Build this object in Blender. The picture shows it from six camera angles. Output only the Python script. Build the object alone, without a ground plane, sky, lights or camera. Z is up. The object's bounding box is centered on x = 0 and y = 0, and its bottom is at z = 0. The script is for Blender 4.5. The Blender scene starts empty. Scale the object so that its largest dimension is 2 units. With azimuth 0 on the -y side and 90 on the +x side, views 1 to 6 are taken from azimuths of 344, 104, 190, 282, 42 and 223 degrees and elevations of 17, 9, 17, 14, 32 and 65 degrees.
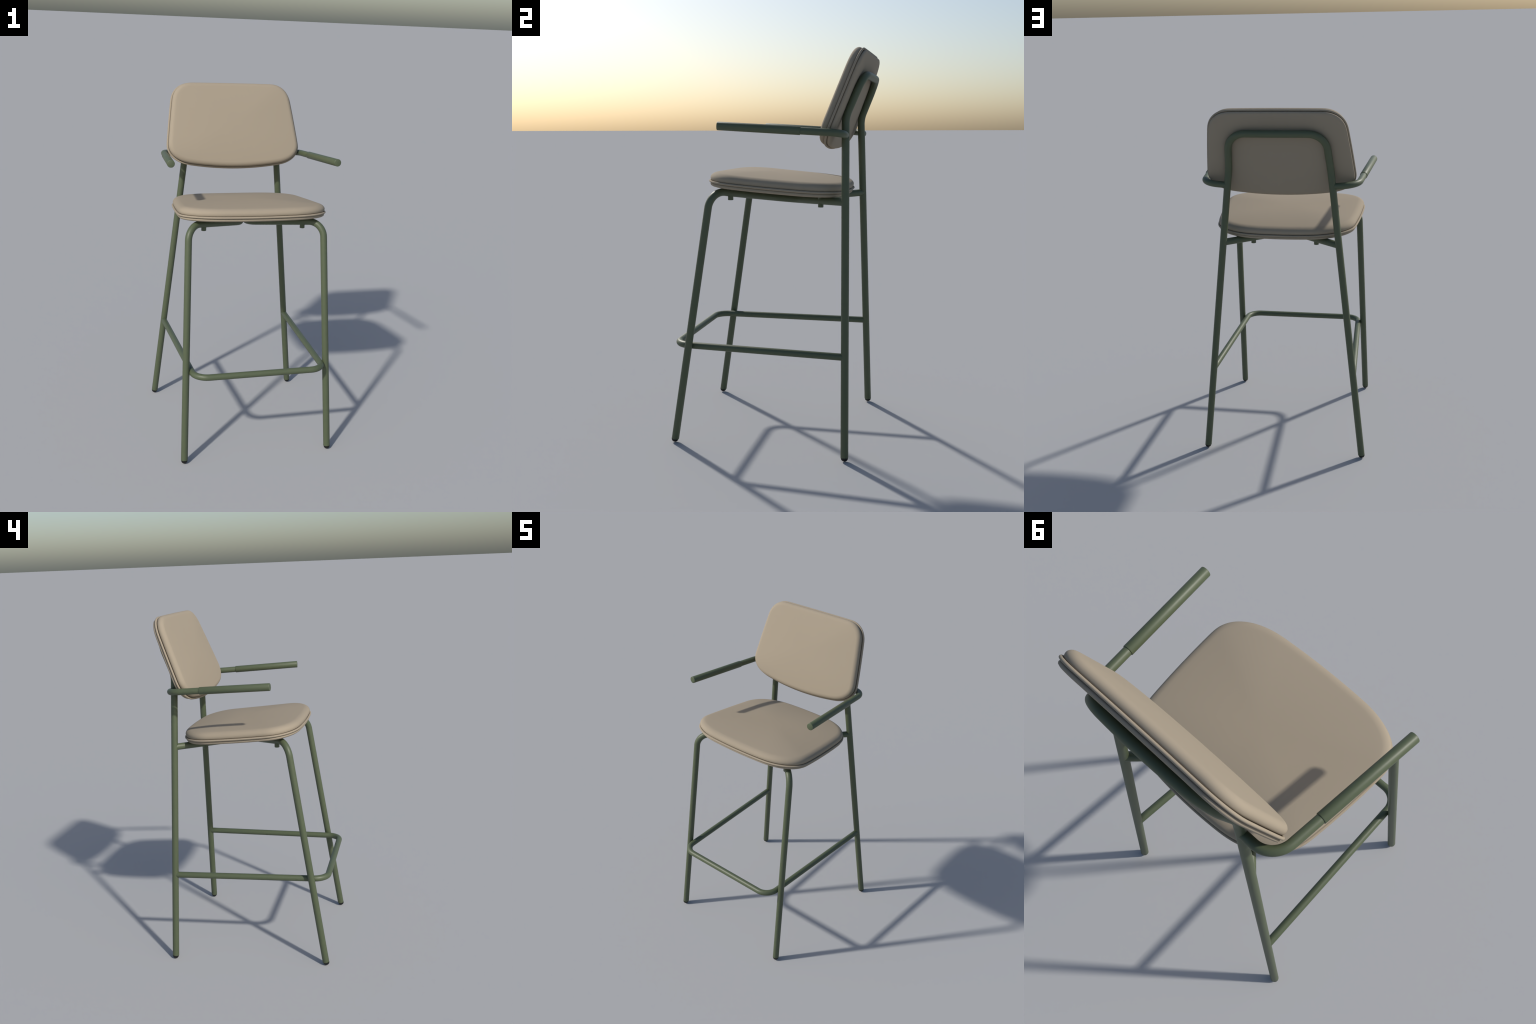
"""Upholstered bar stool: tubular powder-coated frame, footrest hoop, two armrests,
padded trapezoid seat and padded, reclined backrest."""
import bpy, math
from mathutils import Vector, Matrix

# ------------------------------------------------------------------ materials
def new_material(name, base, rough, spec=0.5, grain=0.0, grain_scale=400.0, tint=0.04, bump=0.0,
                 sheen=0.0, coat=0.0):
    m = bpy.data.materials.new(name)
    m.use_nodes = True
    nt = m.node_tree
    bsdf = nt.nodes["Principled BSDF"]
    co = nt.nodes.new("ShaderNodeTexCoord")
    noise = nt.nodes.new("ShaderNodeTexNoise")
    noise.inputs["Scale"].default_value = grain_scale
    noise.inputs["Detail"].default_value = 3.0
    nt.links.new(co.outputs["Object"], noise.inputs["Vector"])
    ramp = nt.nodes.new("ShaderNodeValToRGB")
    ramp.color_ramp.elements[0].position = 0.3
    ramp.color_ramp.elements[1].position = 0.7
    ramp.color_ramp.elements[0].color = [c * (1 - tint) for c in base] + [1]
    ramp.color_ramp.elements[1].color = [c * (1 + tint) for c in base] + [1]
    nt.links.new(noise.outputs["Fac"], ramp.inputs["Fac"])
    nt.links.new(ramp.outputs["Color"], bsdf.inputs["Base Color"])
    bsdf.inputs["Roughness"].default_value = rough
    bsdf.inputs["Specular IOR Level"].default_value = spec
    bsdf.inputs["Sheen Weight"].default_value = sheen
    bsdf.inputs["Coat Weight"].default_value = coat
    if bump > 0:
        b = nt.nodes.new("ShaderNodeBump")
        b.inputs["Strength"].default_value = bump
        b.inputs["Distance"].default_value = 0.0005
        nt.links.new(noise.outputs["Fac"], b.inputs["Height"])
        nt.links.new(b.outputs["Normal"], bsdf.inputs["Normal"])
    return m

GREEN = new_material("green_powder_coat", (0.079, 0.100, 0.054), 0.48, 0.45, grain_scale=900, tint=0.02)
BEIGE = new_material("beige_upholstery", (0.323, 0.273, 0.204), 0.92, 0.25, grain_scale=700, tint=0.015)
BLACK = new_material("black_rubber", (0.006, 0.006, 0.006), 0.5, 0.35, grain_scale=500, tint=0.05)

# ------------------------------------------------------------------ helpers
def mesh_object(name, verts, faces, mat, parent=None, smooth=True):
    me = bpy.data.meshes.new(name)
    me.from_pydata([tuple(v) for v in verts], [], faces)
    me.materials.append(mat)
    me.update()
    if smooth:
        me.shade_smooth()
    ob = bpy.data.objects.new(name, me)
    bpy.context.collection.objects.link(ob)
    ob.parent = parent
    return ob

def sharp_by_angle(ob, deg):
    ob.data.set_sharp_from_angle(angle=math.radians(deg))

def filleted_path(points, radii, seg=14):
    """Polyline with its inner corners rounded to circular arcs."""
    pts = [Vector(p) for p in points]
    out = [pts[0]]
    for i in range(1, len(pts) - 1):
        a, p, b = pts[i - 1], pts[i], pts[i + 1]
        u, w = (a - p).normalized(), (b - p).normalized()
        ang = u.angle(w)
        r = radii[i - 1]
        t = r / math.tan(ang / 2)
        bis = (u + w).normalized()
        c = p + bis * (r / math.sin(ang / 2))
        s, e = p + u * t - c, p + w * t - c
        turn = s.angle(e)
        ax = s.cross(e).normalized()
        for k in range(seg + 1):
            out.append(c + Matrix.Rotation(turn * k / seg, 3, ax) @ s)
    out.append(pts[-1])
    return out

def tube(name, path, radius, mat, parent, sides=40, caps=(True, True), bevel=0.0015):
    """Sweep a circle along a path with parallel-transported frames and softly bevelled end caps."""
    path = [Vector(p) for p in path]
    n = len(path)
    tang = []
    for i in range(n):
        d = Vector((0, 0, 0))
        if i > 0: d += (path[i] - path[i - 1]).normalized()
        if i < n - 1: d += (path[i + 1] - path[i]).normalized()
        tang.append(d.normalized())
    side = tang[0].orthogonal().normalized()
    stations = []
    for i in range(n):
        side = (side - tang[i] * side.dot(tang[i])).normalized()
        stations.append((path[i], tang[i], side.copy(), radius))
    def cap(st, sign):
        p, t, s, r = st
        return [(p - t * sign * 0.0, t, s, r - bevel), (p + t * sign * bevel * .3, t, s, r - bevel * .3),
                (p + t * sign * bevel, t, s, r)]
    if caps[0]:
        stations = cap(stations[0], 1) + stations[1:]
    if caps[1]:
        stations = stations[:-1] + cap(stations[-1], -1)[::-1]
    verts, faces = [], []
    for p, t, s, r in stations:
        b = t.cross(s)
        for k in range(sides):
            a = 2 * math.pi * k / sides
            verts.append(p + (s * math.cos(a) + b * math.sin(a)) * r)
    m = len(stations)
    for i in range(m - 1):
        for k in range(sides):
            k2 = (k + 1) % sides
            faces.append((i * sides + k, i * sides + k2, (i + 1) * sides + k2, (i + 1) * sides + k))
    faces.append(tuple(range(sides))[::-1])
    faces.append(tuple((m - 1) * sides + k for k in range(sides)))
    ob = mesh_object(name, verts, faces, mat, parent)
    sharp_by_angle(ob, 60)
    return ob

def revolve(name, profile, origin, axis, mat, parent, sides=32):
    """Solid of revolution; profile = (radius, height along axis), closed by caps."""
    axis = Vector(axis).normalized()
    s = axis.orthogonal().normalized()
    b = axis.cross(s)
    verts, faces = [], []
    for r, h in profile:
        for k in range(sides):
            a = 2 * math.pi * k / sides
            verts.append(Vector(origin) + axis * h + (s * math.cos(a) + b * math.sin(a)) * r)
    m = len(profile)
    for i in range(m - 1):
        for k in range(sides):
            k2 = (k + 1) % sides
            faces.append((i * sides + k, i * sides + k2, (i + 1) * sides + k2, (i + 1) * sides + k))
    faces.append(tuple(range(sides))[::-1])
    faces.append(tuple((m - 1) * sides + k for k in range(sides)))
    ob = mesh_object(name, verts, faces, mat, parent)
    sharp_by_angle(ob, 50)
    return ob

# ------------------------------------------------------------------ pads (seat and backrest)
def pad_outline(top, bottom, bow_top, bow_bottom, bow_side, cut_top, cut_bottom, step=56, corner=30):
    """Symmetric four-sided outline with bowed edges and soft corners.
    top/bottom = (half width, v); cuts = (length taken along the edge, along the side)."""
    Q = [Vector((-top[0], top[1])), Vector((top[0], top[1])), Vector((bottom[0], bottom[1])), Vector((-bottom[0], bottom[1]))]
    bows = [bow_top, bow_side, bow_bottom, bow_side]
    cuts = [(cut_top[0], cut_top[0]), (cut_top[1], cut_bottom[1]), (cut_bottom[0], cut_bottom[0]), (cut_bottom[1], cut_top[1])]
    edges = []
    for i in range(4):
        a, b = Q[i], Q[(i + 1) % 4]
        d = b - a
        nrm = Vector((-d.y, d.x)) / d.length
        edges.append((a, d, nrm, bows[i], cuts[i][0] / d.length, 1 - cuts[i][1] / d.length))
    pos = lambda e, t: e[0] + e[1] * t + e[2] * (e[3] * 4 * t * (1 - t))
    tan = lambda e, t: (e[1] + e[2] * (e[3] * 4 * (1 - 2 * t))).normalized()
    pts = []
    for i in range(4):
        e, f = edges[i], edges[(i + 1) % 4]
        for k in range(step):
            pts.append(pos(e, e[4] + (e[5] - e[4]) * k / step))
        A, B, Ta, Tb = pos(e, e[5]), pos(f, f[4]), tan(e, e[5]), tan(f, f[4])
        det = Ta.x * -Tb.y + Tb.x * Ta.y
        D = B - A
        sa = (D.x * -Tb.y + Tb.x * D.y) / det
        sb = (Ta.x * D.y - Ta.y * D.x) / det
        C1, C2 = A + Ta * sa * 0.6, B + Tb * sb * 0.6
        for k in range(corner):
            t = k / corner
            pts.append(A * (1 - t) ** 3 + C1 * 3 * t * (1 - t) ** 2 + C2 * 3 * t * t * (1 - t) + B * t ** 3)
    # even spacing and light smoothing so that the curvature flows into the corners
    N = 320
    acc = [0.0]
    for i in range(len(pts)):
        acc.append(acc[-1] + (pts[(i + 1) % len(pts)] - pts[i]).length)
    out, j = [], 0
    for k in range(N):
        L = acc[-1] * k / N
        while acc[j + 1] < L: j += 1
        t = (L - acc[j]) / (acc[j + 1] - acc[j])
        out.append(pts[j].lerp(pts[(j + 1) % len(pts)], t))
    for _ in range(6):
        out = [(out[k - 1] + out[k] * 2 + out[(k + 1) % N]) / 4 for k in range(N)]
    return out

def outline_normals(o):
    n = len(o)
    res = []
    for k in range(n):
        d = (o[(k + 1) % n] - o[k - 1]).normalized()
        res.append(Vector((d.y, -d.x)))        # inward (outline runs clockwise)
    return res

def pad_skin(name, outline, rim, dome, place, mat, parent, rings=26):
    """Skin over the outline: rim = list of (inset, height); then dome(fraction) heights to the centre."""
    nrm = outline_normals(outline)
    n = len(outline)
    verts, faces = [], []
    last_inset, last_h = rim[-1]
    for inset, h in rim:
        for p, q in zip(outline, nrm):
            w = p + q * inset
            verts.append(place(w.x, w.y, h))
    base = [p + q * last_inset for p, q in zip(outline, nrm)]
    cen = Vector((0, sum(p.y for p in base) / n))
    for r in range(1, rings):
        f = 1 - r / rings
        for p in base:
            w = cen + (p - cen) * f
            verts.append(place(w.x, w.y, last_h + dome(f)))
    m = len(rim) + rings - 1
    verts.append(place(cen.x, cen.y, last_h + dome(0)))
    for i in range(m - 1):
        for k in range(n):
            k2 = (k + 1) % n
            faces.append((i * n + k, i * n + k2, (i + 1) * n + k2, (i + 1) * n + k))
    for k in range(n):
        faces.append(((m - 1) * n + k, (m - 1) * n + (k + 1) % n, len(verts) - 1))
    # close the open side under the rim so the pad is a solid body
    faces.append(tuple(range(n))[::-1])
    ob = mesh_object(name, verts, faces, mat, parent)
    import bmesh
    bm = bmesh.new(); bm.from_mesh(ob.data)
    bmesh.ops.recalc_face_normals(bm, faces=bm.faces)
    bm.to_mesh(ob.data); bm.free()
    ob.data.shade_smooth()
    sharp_by_angle(ob, 60)
    return ob

def piping(name, outline, inset, h, radius, place, mat, parent, sides=14):
    nrm = outline_normals(outline)
    n = len(outline)
    verts, faces = [], []
    for p, q in zip(outline, nrm):
        for s in range(sides):
            a = 2 * math.pi * s / sides
            w = p + q * (inset + radius * math.cos(a))
            verts.append(place(w.x, w.y, h + radius * 0.9 * math.sin(a)))
    for k in range(n):
        k2 = (k + 1) % n
        for s in range(sides):
            s2 = (s + 1) % sides
            faces.append((k * sides + s, k * sides + s2, k2 * sides + s2, k2 * sides + s))
    ob = mesh_object(name, verts, faces, mat, parent)
    import bmesh
    bm = bmesh.new(); bm.from_mesh(ob.data)
    bmesh.ops.recalc_face_normals(bm, faces=bm.faces)
    bm.to_mesh(ob.data); bm.free()
    ob.data.shade_smooth()
    return ob

def round_rim(start, out, top, crown, n=16):
    """Roll from the seam `start` to the widest line `out` and over to the shoulder `top`, all (inset, height).
    The roll stops where its slope equals that of the crown that carries on from it."""
    rim = []
    for k in range(5):
        t = k / 5
        rim.append((start[0] + (out[0] - start[0]) * math.sin(t * math.pi / 2),
                    start[1] + (out[1] - start[1]) * (1 - math.cos(t * math.pi / 2))))
    a, b = top[0] - out[0], top[1] - out[1]
    slope = 2 * crown / 0.32
    end = math.atan(b / a / slope)
    for k in range(n + 1):
        w = end * k / n
        rim.append((top[0] - a * math.cos(w), out[1] + b * math.sin(w)))
    return rim

# ------------------------------------------------------------------ the stool
stool = bpy.data.objects.new("bar_stool", None)
bpy.context.collection.objects.link(stool)
stool["label"] = "beige upholstered bar stool with green tubular metal frame and armrests"
stool["category"] = "bar stool"

R_LEG, R_FOOTREST, R_ARM, R_SLEEVE = 0.0191, 0.0176, 0.0178, 0.0207

# back legs and the hoop behind the backrest: one bent tube
Z_CUT = 0.017
def back_post(z):          # straight lower part of the right-hand post
    return Vector((0.456 - 0.1083 * z, 0.427 - 0.0264 * z, z))
kink = back_post(1.668)
hoop_corner = Vector((0.2545, 0.466, 1.871))
mirror = lambda v: Vector((-v[0], v[1], v[2]))
right = [back_post(Z_CUT), kink, hoop_corner]
pts = right + [mirror(p) for p in right[::-1]]
hoop = filleted_path(pts, [0.16, 0.100, 0.100, 0.16])
k = max(i for i, p in enumerate(hoop) if p.x > 0 and p.z > 1.8)      # last point before the cross bar
hoop[k + 1:k + 1] = [hoop[k].lerp(hoop[k + 1], t / 12) for t in range(1, 12)]
for p in hoop:                                                        # the cross bar bows backwards
    if p.z > 1.75:
        p.y += 0.0080 * max(0.0, 1 - (p.x / 0.252) ** 2)
tube("back_frame", hoop, R_LEG, GREEN, stool)

# front legs: up, bend inwards under the seat, sweep round to the back post
def front_leg(z):
    return Vector((0.4195 - 0.0297 * z, -0.4715 + 0.1527 * z, z))
rail_front = front_leg(1.311)
rail_back = back_post(1.262)
for sx in (1, -1):
    mid = Vector((-0.034, 0.038, 1.243))
    pts = [front_leg(Z_CUT), rail_front, mid, rail_back]
    pts = [Vector((sx * p.x, p.y, p.z)) for p in pts]
    tube("front_leg", filleted_path(pts, [0.085, 0.102], seg=24), R_LEG, GREEN, stool)

# rubber glides
for z_dir in (front_leg, back_post):
    for sx in (1, -1):
        p0, p1 = z_dir(0.0), z_dir(1.0)
        p = Vector((sx * p0.x, p0.y, 0))
        ax = Vector((sx * (p1.x - p0.x), p1.y - p0.y, 1)) * 1.0
        prof = [(0.004, 0.0), (0.009, 0.0014), (0.0135, 0.0045), (0.0165, 0.009), (0.0178, 0.014), (0.0180, 0.020)]
        revolve("foot_glide", prof, p, (ax.x * .4, ax.y * .4, 1), BLACK, stool)

# footrest hoop
Z_FR = 0.5108
fb = back_post(Z_FR)
fl = front_leg(Z_FR)
inner = fl.x - R_LEG - R_FOOTREST + 0.002
corner = Vector((inner - 0.002, -0.477, Z_FR))
pts = [fb, corner, mirror(corner), mirror(fb)]
tube("footrest", filleted_path(pts, [0.08, 0.08]), R_FOOTREST, GREEN, stool)

# armrests
for sx in (1, -1):
    tip = Vector((0.4685, -0.2045, 1.628))
    slv = Vector((0.4345, 0.1935, 1.6045))
    d = (slv - tip).normalized()
    elbow = slv + d * ((0.388 - slv.y) / d.y)
    root = back_post(1.582)
    pts = [root, elbow, tip + d * 0.01]
    pts = [Vector((sx * p.x, p.y, p.z)) for p in pts]
    arm = tube("armrest", filleted_path(pts, [0.085]), R_ARM, GREEN, stool)
    flip = lambda p: Vector((sx * p.x, p.y, p.z))
    tube("armrest_sleeve", [flip(tip), flip(tip.lerp(slv, .5)), flip(slv)], R_SLEEVE, GREEN, arm, bevel=0.002)

# mounting bolts through the seat rails
for x, y, zb, zt in ((0.283, -0.197, 1.258, 1.331), (0.179, 0.247, 1.221, 1.297)):
    for sx in (1, -1):
        prof = [(0.0125, 0.0), (0.0138, 0.0012), (0.0138, zt - zb)]
        revolve("mounting_bolt", prof, (sx * x, y, zb), (0, 0, 1), GREEN, stool, sides=28)

# seat ------------------------------------------------------------
SEAT = pad_outline((0.4171, 0.2971), (0.3672, -0.3352), 0.0278, 0.0351, 0.0156, (0.2211, 0.1359), (0.2186, 0.151))
def seat_place(x, v, h):
    y = -v
    k = -0.0842
    z = 1.3234 + k * y + 0.0323 * x * x + 0.0421 * y * y
    return Vector((x, y - k * h, z + h))
bulge = lambda d: (lambda f: d * (1 - f * f))
seat = pad_skin("seat", SEAT, [(0.010, 0.002), (0.0085, -0.004), (0.0055, -0.006), (0.0030, -0.0095), (0.0020, -0.014), (0.0040, -0.0185), (0.0095, -0.022), (0.018, -0.0238), (0.030, -0.0215), (0.045, -0.0175)],
                bulge(0.002), seat_place, BEIGE, stool)
pad_skin("seat_cushion", SEAT, round_rim((0.009, 0.004), (0.0000, 0.018), (0.046, 0.048), 0.023),
         bulge(0.023), seat_place, BEIGE, seat)
piping("seat_piping", SEAT, 0.0, 0.0, 0.0062, seat_place, BEIGE, seat)

# backrest ---------------------------------------------------------
BACK = pad_outline((0.3502, 0.2560), (0.4103, -0.2023), 0.0020, 0.0487, 0.0038, (0.1012, 0.0990), (0.1356, 0.0915))
BACK_CUSHION = pad_outline((0.3480, 0.2588), (0.4085, -0.2015), 0.0020, 0.0480, 0.0038, (0.1020, 0.1000), (0.1356, 0.0915))
LEAN = 0.3700
BN = Vector((0, -math.cos(LEAN), math.sin(LEAN)))
BU = Vector((0, math.sin(LEAN), math.cos(LEAN)))
def back_place(x, s, h):
    return Vector((x, 0.3690, 1.75)) + BU * s + BN * (h - 0.0220 * x * x + 0.0080 * s * s)
backrest = pad_skin("backrest", BACK, [(0.010, 0.002), (0.0085, -0.004), (0.0055, -0.006), (0.0030, -0.0095), (0.0020, -0.014), (0.0040, -0.0185), (0.0100, -0.0215), (0.019, -0.0230), (0.034, -0.0240)],
                    bulge(-0.0035), back_place, BEIGE, stool)
pad_skin("backrest_cushion", BACK_CUSHION, round_rim((0.010, 0.004), (0.0012, 0.018), (0.030, 0.0405), 0.012),
         bulge(0.012), back_place, BEIGE, backrest)
piping("backrest_piping", BACK, 0.0, 0.0, 0.0062, back_place, BEIGE, backrest)
